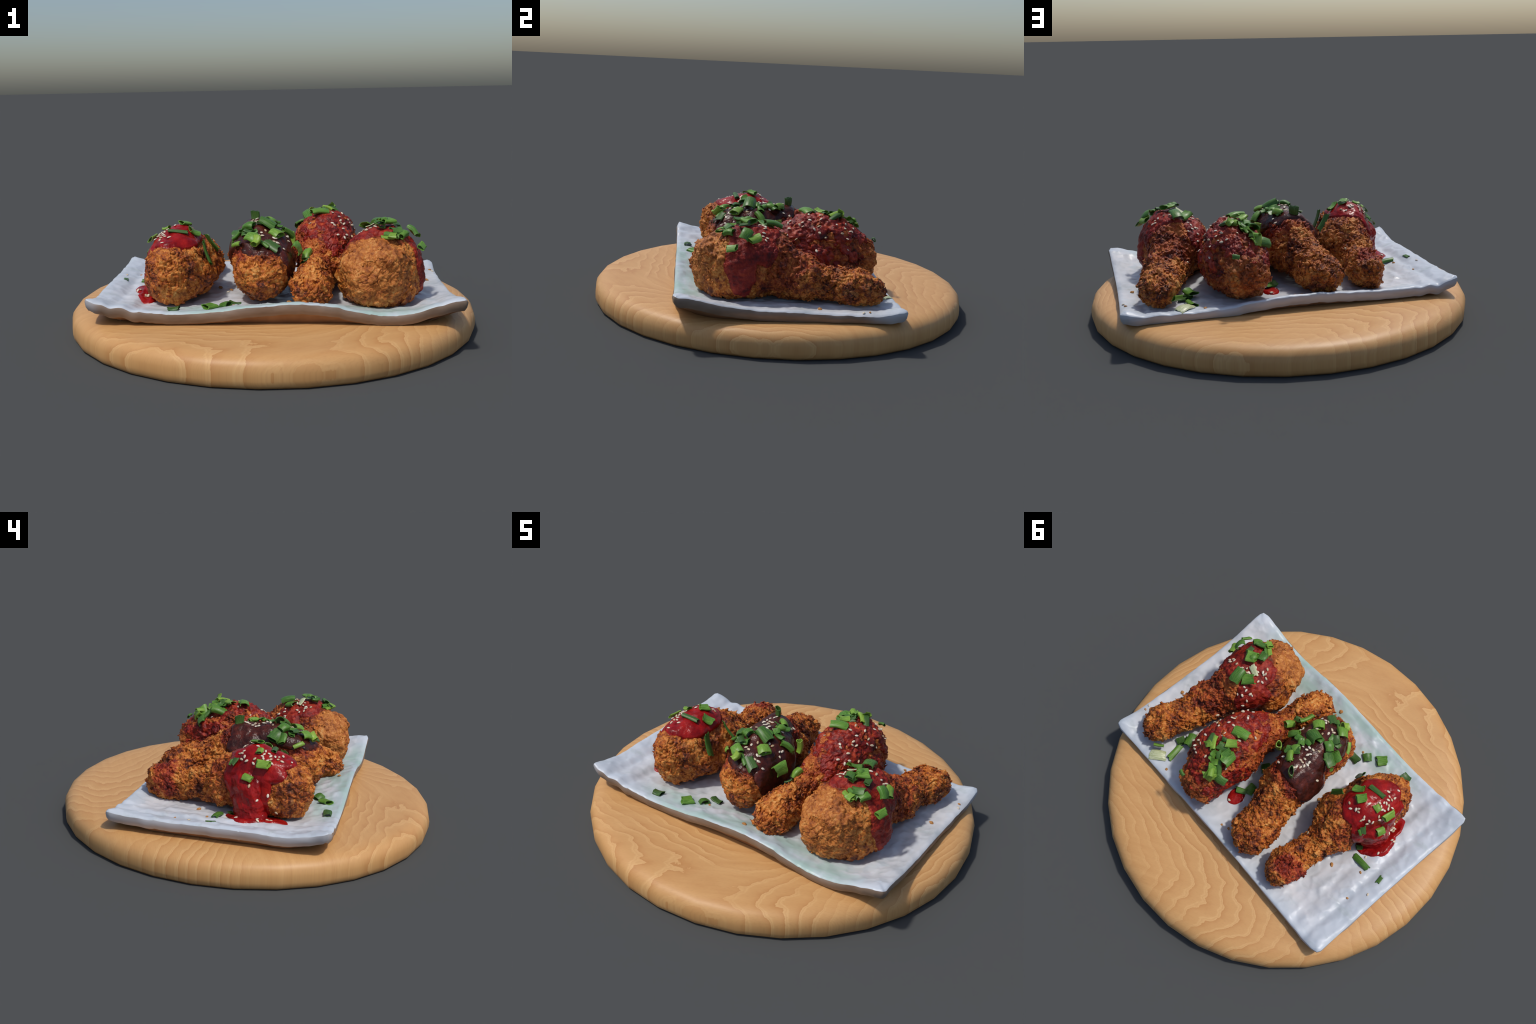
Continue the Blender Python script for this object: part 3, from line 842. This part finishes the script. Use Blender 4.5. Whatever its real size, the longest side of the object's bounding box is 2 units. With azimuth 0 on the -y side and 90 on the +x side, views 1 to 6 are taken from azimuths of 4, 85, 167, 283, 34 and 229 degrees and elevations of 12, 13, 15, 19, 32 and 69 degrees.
# Sesame seeds, by the thing they lie on
SEEDS = {
    0: [(0.497, 0.082, 0.304), (0.43, -0.042, 0.378), (0.64, -0.124, 0.486), (0.627, -0.139, 0.505), (0.559, -0.131, 0.524), (0.551, -0.14, 0.525), 
        (0.528, -0.156, 0.523), (0.509, -0.145, 0.515), (0.484, -0.14, 0.501), (0.491, -0.098, 0.491), (0.502, -0.152, 0.513), (0.48, -0.192, 0.51), 
        (0.458, -0.243, 0.508), (0.461, -0.213, 0.504), (0.445, -0.219, 0.499), (0.451, -0.208, 0.495), (0.428, -0.208, 0.485), (0.442, -0.166, 0.483), 
        (0.428, -0.181, 0.477), (0.468, -0.09, 0.473), (0.454, -0.09, 0.459), (0.473, -0.047, 0.436), (0.452, -0.06, 0.443), (0.43, -0.099, 0.438), 
        (0.419, -0.104, 0.434), (0.429, -0.071, 0.409), (0.429, -0.046, 0.377), (0.504, -0.201, 0.521), (0.658, -0.128, 0.475), (0.641, -0.143, 0.492), 
        (0.59, -0.138, 0.522),],
    1: [(0.406, 0.038, 0.428), (0.348, 0.072, 0.5), (0.388, 0.154, 0.49), (0.424, 0.189, 0.436), (0.343, 0.111, 0.514), (0.306, 0.109, 0.536), 
        (0.37, 0.245, 0.496), (0.297, 0.185, 0.524), (0.299, 0.17, 0.527), (0.225, 0.136, 0.521), (0.19, 0.04, 0.502), (0.379, 0.299, 0.491), 
        (0.378, 0.319, 0.482), (0.351, 0.297, 0.501), (0.341, 0.352, 0.478), (0.278, 0.328, 0.506), (0.166, 0.275, 0.463), (0.341, -0.06, 0.455), 
        (0.318, 0.001, 0.491), (0.342, -0.06, 0.455), (0.444, 0.138, 0.379), (0.397, 0.127, 0.476), (0.424, 0.273, 0.468), (0.362, 0.345, 0.464), 
        (0.433, 0.312, 0.444), (0.443, 0.321, 0.403), (0.356, 0.058, 0.489), (0.359, 0.165, 0.523), (0.306, 0.013, 0.502), (0.368, 0.074, 0.482), 
        (0.409, 0.156, 0.461), (0.362, -0.002, 0.481), (0.371, -0.039, 0.437), (0.382, -0.011, 0.441),],
    2: [(-0.181, -0.051, 0.45), (-0.2, 0.049, 0.343), (-0.039, -0.099, 0.504), (-0.045, -0.117, 0.503), (-0.055, -0.122, 0.502), (-0.059, -0.089, 0.504), 
        (-0.064, -0.109, 0.502), (-0.074, -0.134, 0.501), (-0.009, -0.094, 0.497), (0.018, -0.067, 0.487), (0.023, 0.01, 0.477), (-0.057, -0.04, 0.499), 
        (-0.067, -0.062, 0.499), (-0.086, -0.07, 0.499), (-0.094, -0.052, 0.498), (-0.071, -0.043, 0.5), (-0.092, -0.034, 0.502), (-0.087, -0.012, 0.507), 
        (-0.074, -0, 0.505), (-0.071, 0.013, 0.505), (-0.181, -0.051, 0.45), (0.028, -0.226, 0.475), (0.029, -0.187, 0.481), (0.042, -0.188, 0.476), 
        (-0.015, -0.225, 0.479), (-0.025, -0.278, 0.474), (-0.043, -0.276, 0.475), (-0.027, -0.247, 0.478), (0.046, -0.299, 0.45), (0.029, -0.303, 0.455), 
        (0.088, -0.189, 0.44), (0.019, 0.042, 0.465), (0.049, -0.247, 0.465), (0.043, -0.3, 0.451), (0.026, -0.284, 0.464), (0.035, -0.28, 0.463), 
        (0.076, -0.305, 0.426), (0.078, -0.178, 0.453), (0.086, -0.161, 0.452),],
    3: [(-0.491, -0.332, 0.47), (-0.462, -0.28, 0.48), (-0.487, -0.266, 0.483), (-0.497, -0.249, 0.486), (-0.507, -0.267, 0.479), (-0.51, -0.287, 0.473), 
        (-0.483, -0.199, 0.5), (-0.494, -0.219, 0.495), (-0.505, -0.228, 0.488), (-0.455, -0.151, 0.506), (-0.501, -0.195, 0.493), (-0.492, -0.181, 0.499), 
        (-0.522, -0.234, 0.481), (-0.543, -0.244, 0.47), (-0.533, -0.22, 0.479), (-0.516, -0.19, 0.489), (-0.526, -0.197, 0.482), (-0.411, -0.074, 0.475), 
        (-0.434, -0.086, 0.493), (-0.443, -0.098, 0.501), (-0.45, -0.09, 0.497), (-0.485, -0.095, 0.491), (-0.487, -0.073, 0.477), (-0.491, -0.084, 0.482), 
        (-0.518, -0.102, 0.476), (-0.532, -0.156, 0.477), (-0.547, -0.151, 0.458), (-0.521, -0.087, 0.462), (-0.534, -0.115, 0.461), (-0.387, -0.092, 0.475), 
        (-0.598, -0.244, 0.318), (-0.332, 0.144, 0.332), (-0.586, -0.146, 0.35), (-0.595, -0.184, 0.289),],
    4: [(-0.593, -0.264, 0.181), (-0.598, -0.248, 0.183), (-0.595, -0.195, 0.183), (-0.623, -0.202, 0.19), (-0.586, -0.163, 0.178), (-0.578, -0.114, 0.176), 
        (-0.638, -0.105, 0.19), (-0.211, -0.106, 0.168), (0.575, 0.292, 0.166), (0.11, 0.315, 0.165), (-0.426, -0.058, 0.166), (-0.446, -0.114, 0.166), 
        (-0.517, -0.169, 0.17), (-0.641, -0.208, 0.192), (-0.584, -0.244, 0.179), (-0.581, -0.261, 0.178), (-0.57, -0.287, 0.176),],
}
# crumbs of coating fallen on the plate: x, y, size
CRUMBS = [(-0.519, 0.122, 0.012), (-0.653, 0.038, 0.008), (-0.708, 0.181, 0.007), (0.837, 0.346, 0.008), (0.790, 0.119, 0.011),
          (0.104, -0.500, 0.011), (0.47, 0.47, 0.008), (-0.02, 0.42, 0.009), (0.02, 0.44, 0.006), (-0.15, -0.43, 0.007),
          (-0.26, -0.02, 0.012), (-0.20, -0.06, 0.009)]
STRAY_SEEDS = [(-0.767, 0.094), (0.850, 0.316), (-0.60, -0.04)]


def stalk_mesh(name, arc, wall, squash, bend, slant, seed):
    """a cut piece of hollow stalk along z, unit length and width, open at both ends;
    `arc` below 360 leaves a curled strip. y is up."""
    r = np.random.default_rng(seed)
    n, rows = (28 if arc >= 360 else 16), 7
    full = arc >= 360
    th = np.radians(90 + np.linspace(-arc / 2, arc / 2, n + (0 if full else 1), endpoint=not full))
    k = len(th)
    half = math.sin(math.radians(min(arc, 180) / 2))
    R = 0.5 / half
    shape = 1 + 0.12 * np.sin(2 * th + r.random() * 6) + 0.08 * np.sin(3 * th + r.random() * 6)
    V = []
    for shell in (0, 1):
        for i in range(rows):
            t = i / (rows - 1)
            rad = (R - shell * wall) * shape * (1 + 0.05 * math.sin(5 * t + r.random()))
            x = rad * np.cos(th)
            y = (rad * np.sin(th) - (R * math.cos(math.radians(arc / 2)) if not full else 0)) * squash
            z = (t - 0.5) + slant * (t - 0.5) * 0.9 * np.sin(th + seed) + 0.025 * np.sin(4 * th + seed) * (1 if i in (0, rows - 1) else 0)
            y = y + bend * ((t - 0.5) ** 2 * 4 - 0.4) * 0.3
            V.append(np.stack([x, y, z], 1))
    V = np.concatenate(V)
    F = []
    m = rows * k
    for i in range(rows - 1):
        for c in range(k if full else k - 1):
            c2 = (c + 1) % k
            F.append((i * k + c, i * k + c2, (i + 1) * k + c2, (i + 1) * k + c))
            F.append((m + i * k + c2, m + i * k + c, m + (i + 1) * k + c, m + (i + 1) * k + c2))
    for c in range(k if full else k - 1):
        c2 = (c + 1) % k
        F.append((c2, c, m + c, m + c2))
        e = (rows - 1) * k
        F.append((e + c, e + c2, m + e + c2, m + e + c))
    if not full:
        for i in range(rows - 1):
            F.append((i * k, (i + 1) * k, m + (i + 1) * k, m + i * k))
            F.append(((i + 1) * k + k - 1, i * k + k - 1, m + i * k + k - 1, m + (i + 1) * k + k - 1))
    me = bpy.data.meshes.new(name)
    me.from_pydata(V.tolist(), [], F)
    bm = bmesh.new()
    bm.from_mesh(me)
    bmesh.ops.recalc_face_normals(bm, faces=bm.faces)
    bm.to_mesh(me)
    bm.free()
    me.polygons.foreach_set("use_smooth", np.ones(len(me.polygons), bool))
    me.set_sharp_from_angle(angle=math.radians(50))
    return me


def surface_tree():
    vs, fs, n = [], [], 0
    for v, f in SURFACES:
        v = np.asarray(v)
        vs += v.tolist()
        fs += [tuple(int(i) + n for i in q) for q in f]
        n += len(v)
    return BVHTree.FromPolygons(vs, fs)


def outermost(tree, c):
    """the outer surface nearest to c, and its normal"""
    p, n, _, _ = tree.find_nearest(c)
    up = (n + Vector((0, 0, 0.6))).normalized()
    hit = tree.ray_cast(p + up * 0.07, -up, 0.12)
    return (hit[0], hit[1]) if hit[0] is not None else (p, n)


def lay(me, name, where, axis, normal, size, parent):
    z = Vector(axis).normalized()
    y = (normal - z * normal.dot(z)).normalized()
    x = y.cross(z)
    ob = bpy.data.objects.new(name, me)
    bpy.context.scene.collection.objects.link(ob)
    M = Matrix((x, y, z)).transposed().to_4x4()
    ob.matrix_world = Matrix.Translation(where) @ M @ Matrix.Diagonal((*size, 1))
    ob.parent = parent
    ob.matrix_parent_inverse = Matrix.Translation(parent.location).inverted()
    return ob


def garnish(things):
    tree = surface_tree()
    mats = dict(tube=scallion_material("scallion_green", 0.0), dark=scallion_material("scallion_dark_green", -0.28),
                bright=scallion_material("scallion_light_green", 0.5), pale=pale_scallion_material())
    forms = {}
    for kind, arc, wall, squash, variants in (("tube", 360, 0.10, 0.66, 4), ("dark", 360, 0.12, 0.55, 3), ("bright", 360, 0.10, 0.72, 2),
                                              ("strip", 165, 0.14, 1.0, 3), ("wide", 215, 0.09, 0.8, 4), ("pale", 150, 0.12, 0.7, 2)):
        for v in range(variants):
            me = stalk_mesh("scallion_" + kind, arc, wall, squash * (1 - 0.12 * (v % 3)), (-0.6, 0.5, 0.1, -0.2)[v],
                            (0.10, -0.16, 0.22, 0.0)[v], 5 + v + arc)
            me.materials.append(mats.get(kind, mats["tube"]))
            forms.setdefault(kind, []).append(me)
    heap = []
    rh = np.random.default_rng(12)
    chance = (0.25, 0.7, 0.2, 0.0, 0.0)
    for host, kind, c, d, length, width in SCALLIONS:                # a second layer where pieces pile up
        if rh.random() < chance[host] and c[2] > 0.45 and not kind.startswith("up_"):
            off = (rh.random(3) - 0.5) * (0.045, 0.045, 0.0) + (0, 0, 0.016)
            turn = rh.random(3) - 0.5
            heap.append((host, ("dark", "tube", "wide", "strip")[int(rh.random() * 4)], tuple(np.array(c) + off), tuple(turn + np.array(d) * 0.2),
                         0.030 + 0.025 * rh.random(), 0.024 + 0.012 * rh.random()))
    for i, (host, kind, c, d, length, width) in enumerate(SCALLIONS + heap):
        upright = kind.startswith("up_")
        kind = kind.replace("up_", "")
        me = forms[kind][i % len(forms[kind])]
        p, n = outermost(tree, Vector(c))
        axis = Vector(d)
        if upright:
            where, n = Vector(c), Vector((0.7, 0.7, 0.1))
        else:
            n = (n + Vector((0, 0, 0.35))).normalized()
            axis = (axis - n * axis.dot(n) * 0.85).normalized()
            gap = Vector(c) - p
            up = min(max(gap.dot(n), 0.0), 0.02)
            where = p + n * (up + (width * 0.24 if kind in ("tube", "bright") else width * 0.19 if kind == "dark" else 0.006))
        lay(me, "scallion_piece", where, axis, n, (width * (1.4 if kind == 'wide' else 1.15), width * 0.98, length * (1.12 if kind == 'wide' else 1.02)), things[host])
    # sesame
    bm = bmesh.new()
    bmesh.ops.create_uvsphere(bm, u_segments=14, v_segments=9, radius=0.5)
    for v in bm.verts:
        t = v.co.z
        k = 0.62 * (1 - 0.55 * max(t, 0) * 1.3 + 0.08 * min(t, 0))
        v.co.x *= k
        v.co.y *= k * 0.55
    seed_me = bpy.data.meshes.new("sesame_seed")
    bm.to_mesh(seed_me)
    bm.free()
    seed_me.polygons.foreach_set("use_smooth", np.ones(len(seed_me.polygons), bool))
    seed_me.materials.append(sesame_material())
    r = np.random.default_rng(3)
    spots = [(h, Vector(c)) for h, cs in SEEDS.items() for c in cs]
    for x, y in STRAY_SEEDS:
        spots.append((4, Vector((x, y, 0.2))))
    for host, c in spots:
        p, n = outermost(tree, c)
        n = (n + Vector((0, 0, 0.3))).normalized()
        ang = r.random() * TAU
        t = n.orthogonal().normalized()
        axis = Matrix.Rotation(ang, 3, n) @ t + n * (r.random() - 0.5) * 0.5
        L = 0.0195 * (0.88 + 0.24 * r.random())
        lay(seed_me, "sesame_seed", p + n * 0.0025, axis, n, (L, L, L), things[host])
    # fallen crumbs
    cm = crumb_material()
    for i, (x, y, size) in enumerate(CRUMBS):
        bm = bmesh.new()
        bmesh.ops.create_icosphere(bm, subdivisions=2, radius=1)
        for v in bm.verts:
            v.co *= 0.8 + 0.45 * r.random()
            v.co.z *= 0.55
        me = bpy.data.meshes.new("fallen_crumb")
        bm.to_mesh(me)
        bm.free()
        me.materials.append(cm)
        p, n, _, _ = tree.find_nearest(Vector((x, y, 0.19)))
        lay(me, "fallen_crumb", p + n * size * 0.25, Vector((0, 0, 1)) + Vector(r.random(3)) * 0.3, Vector((r.random(), 1, 0)),
            (size, size * (0.6 + 0.5 * r.random()), size), things[4])


def sauce_run(parent):
    """a thick sheet of sauce running down the outer side of the end drumstick to the plate"""
    rows, cols = 90, 90
    sv, wv = np.linspace(0, 1, rows), np.linspace(-1, 1, cols)
    at = [0, 0.25, 0.5, 0.72, 0.88, 1.0]
    px = spline(at, [-0.520, -0.580, -0.598, -0.604, -0.622, -0.650], sv)
    pz = spline(at, [0.440, 0.370, 0.290, 0.225, 0.192, 0.176], sv)
    yc = spline(at, [-0.130, -0.132, -0.140, -0.148, -0.155, -0.160], sv)
    hw = spline(at, [0.080, 0.092, 0.098, 0.088, 0.098, 0.112], sv)
    S, W = np.meshgrid(sv, wv, indexing="ij")
    flat = np.stack([S.ravel() * 0.3, W.ravel() * 0.1, np.zeros(S.size)], 1)
    lobes = 1 + 0.16 * fbm(flat * [1, 0, 0] + [0, 0.3, 0], 22, 2, 77).reshape(S.shape) * np.abs(W)
    Y = yc[:, None] + W * hw[:, None] * lobes
    tuck = 0.055 * np.clip(np.abs(W), 0, 1) ** 3.5
    X = px[:, None] + tuck * np.sin(np.clip(S * 3.2, 0, 1) * 1.57) - 0.012 * np.cos(W * 2.2 + 1.5 * S) * S * (1 - S) * 4
    X = X + 0.006 * fbm(flat, 30, 3, 78).reshape(S.shape)
    Z = pz[:, None] - 0.012 * np.abs(W) ** 3 * (S > 0.8)
    V = np.stack([X, Y, Z], -1).reshape(-1, 3)
    f = grid_faces(rows, cols, wrap=False)
    mesh_object("sauce_run", V, f, RED, parent)
    SURFACES.append((V, [tuple(q) for q in f]))


def sauce_pool(name, blobs, thick, material, parent, tree, seed):
    """a puddle on the plate: domed, with a rounded edge"""
    lo = np.min([np.array(c) - np.array(r) * 1.3 for c, r in blobs], 0)
    hi = np.max([np.array(c) + np.array(r) * 1.3 for c, r in blobs], 0)
    xs, ys = np.arange(lo[0], hi[0], 0.0035), np.arange(lo[1], hi[1], 0.0035)
    X, Y = np.meshgrid(xs, ys)
    p = np.stack([X.ravel(), Y.ravel(), np.zeros(X.size)], 1)
    m = np.full(len(p), -9.0)
    for c, rr in blobs:
        d = (p[:, :2] - np.array(c)) / np.array(rr)
        m = np.maximum(m, 1 - np.sqrt((d * d).sum(1)))
    m += 0.10 * fbm(p, 16, 3, seed)
    z = np.array([(tree.ray_cast(Vector((q[0], q[1], 0.6)), Vector((0, 0, -1)))[0] or Vector((0, 0, 0.16))).z for q in p])
    top = z + thick * np.sqrt(np.clip(m / 0.22, 0, 1)) - 0.006 * (m < 0) + 0.001 * fbm(p, 30, 2, seed)
    v = np.stack([p[:, 0], p[:, 1], top], 1)
    q = grid_faces(len(ys), len(xs), wrap=False)
    q = q[(m[q] > -0.02).any(1)]
    used, inv = np.unique(q, return_inverse=True)
    mesh_object(name, v[used], inv.reshape(-1, 4), material, parent)
    SURFACES.append((v[used], [tuple(f) for f in inv.reshape(-1, 4)]))


# ------------------------------------------------------------------ build ---
build_board()
PLATE, DISH = build_plate()
SURFACES.append(([tuple(v.co) for v in DISH.data.vertices], [tuple(p.vertices) for p in DISH.data.polygons]))
DRUMSTICKS = [build_drumstick(s, 100 + 60 * i) for i, s in enumerate(LEGS)]
sauce_run(DRUMSTICKS[3])
POOL_TREE = BVHTree.FromPolygons([v.co for v in DISH.data.vertices], [tuple(p.vertices) for p in DISH.data.polygons])
sauce_pool("sauce_pool", [((-0.585, -0.15), (0.075, 0.11)), ((-0.575, -0.25), (0.055, 0.10)), ((-0.56, -0.08), (0.05, 0.05))], 0.010, RED,
           DRUMSTICKS[3], POOL_TREE, 3)
sauce_pool("sauce_drip", [((0.105, 0.275), (0.045, 0.055))], 0.008, RED, DRUMSTICKS[1], POOL_TREE, 8)
#GARNISH_RUN
if "GARNISH_OFF" not in globals():
    garnish(DRUMSTICKS + [PLATE])
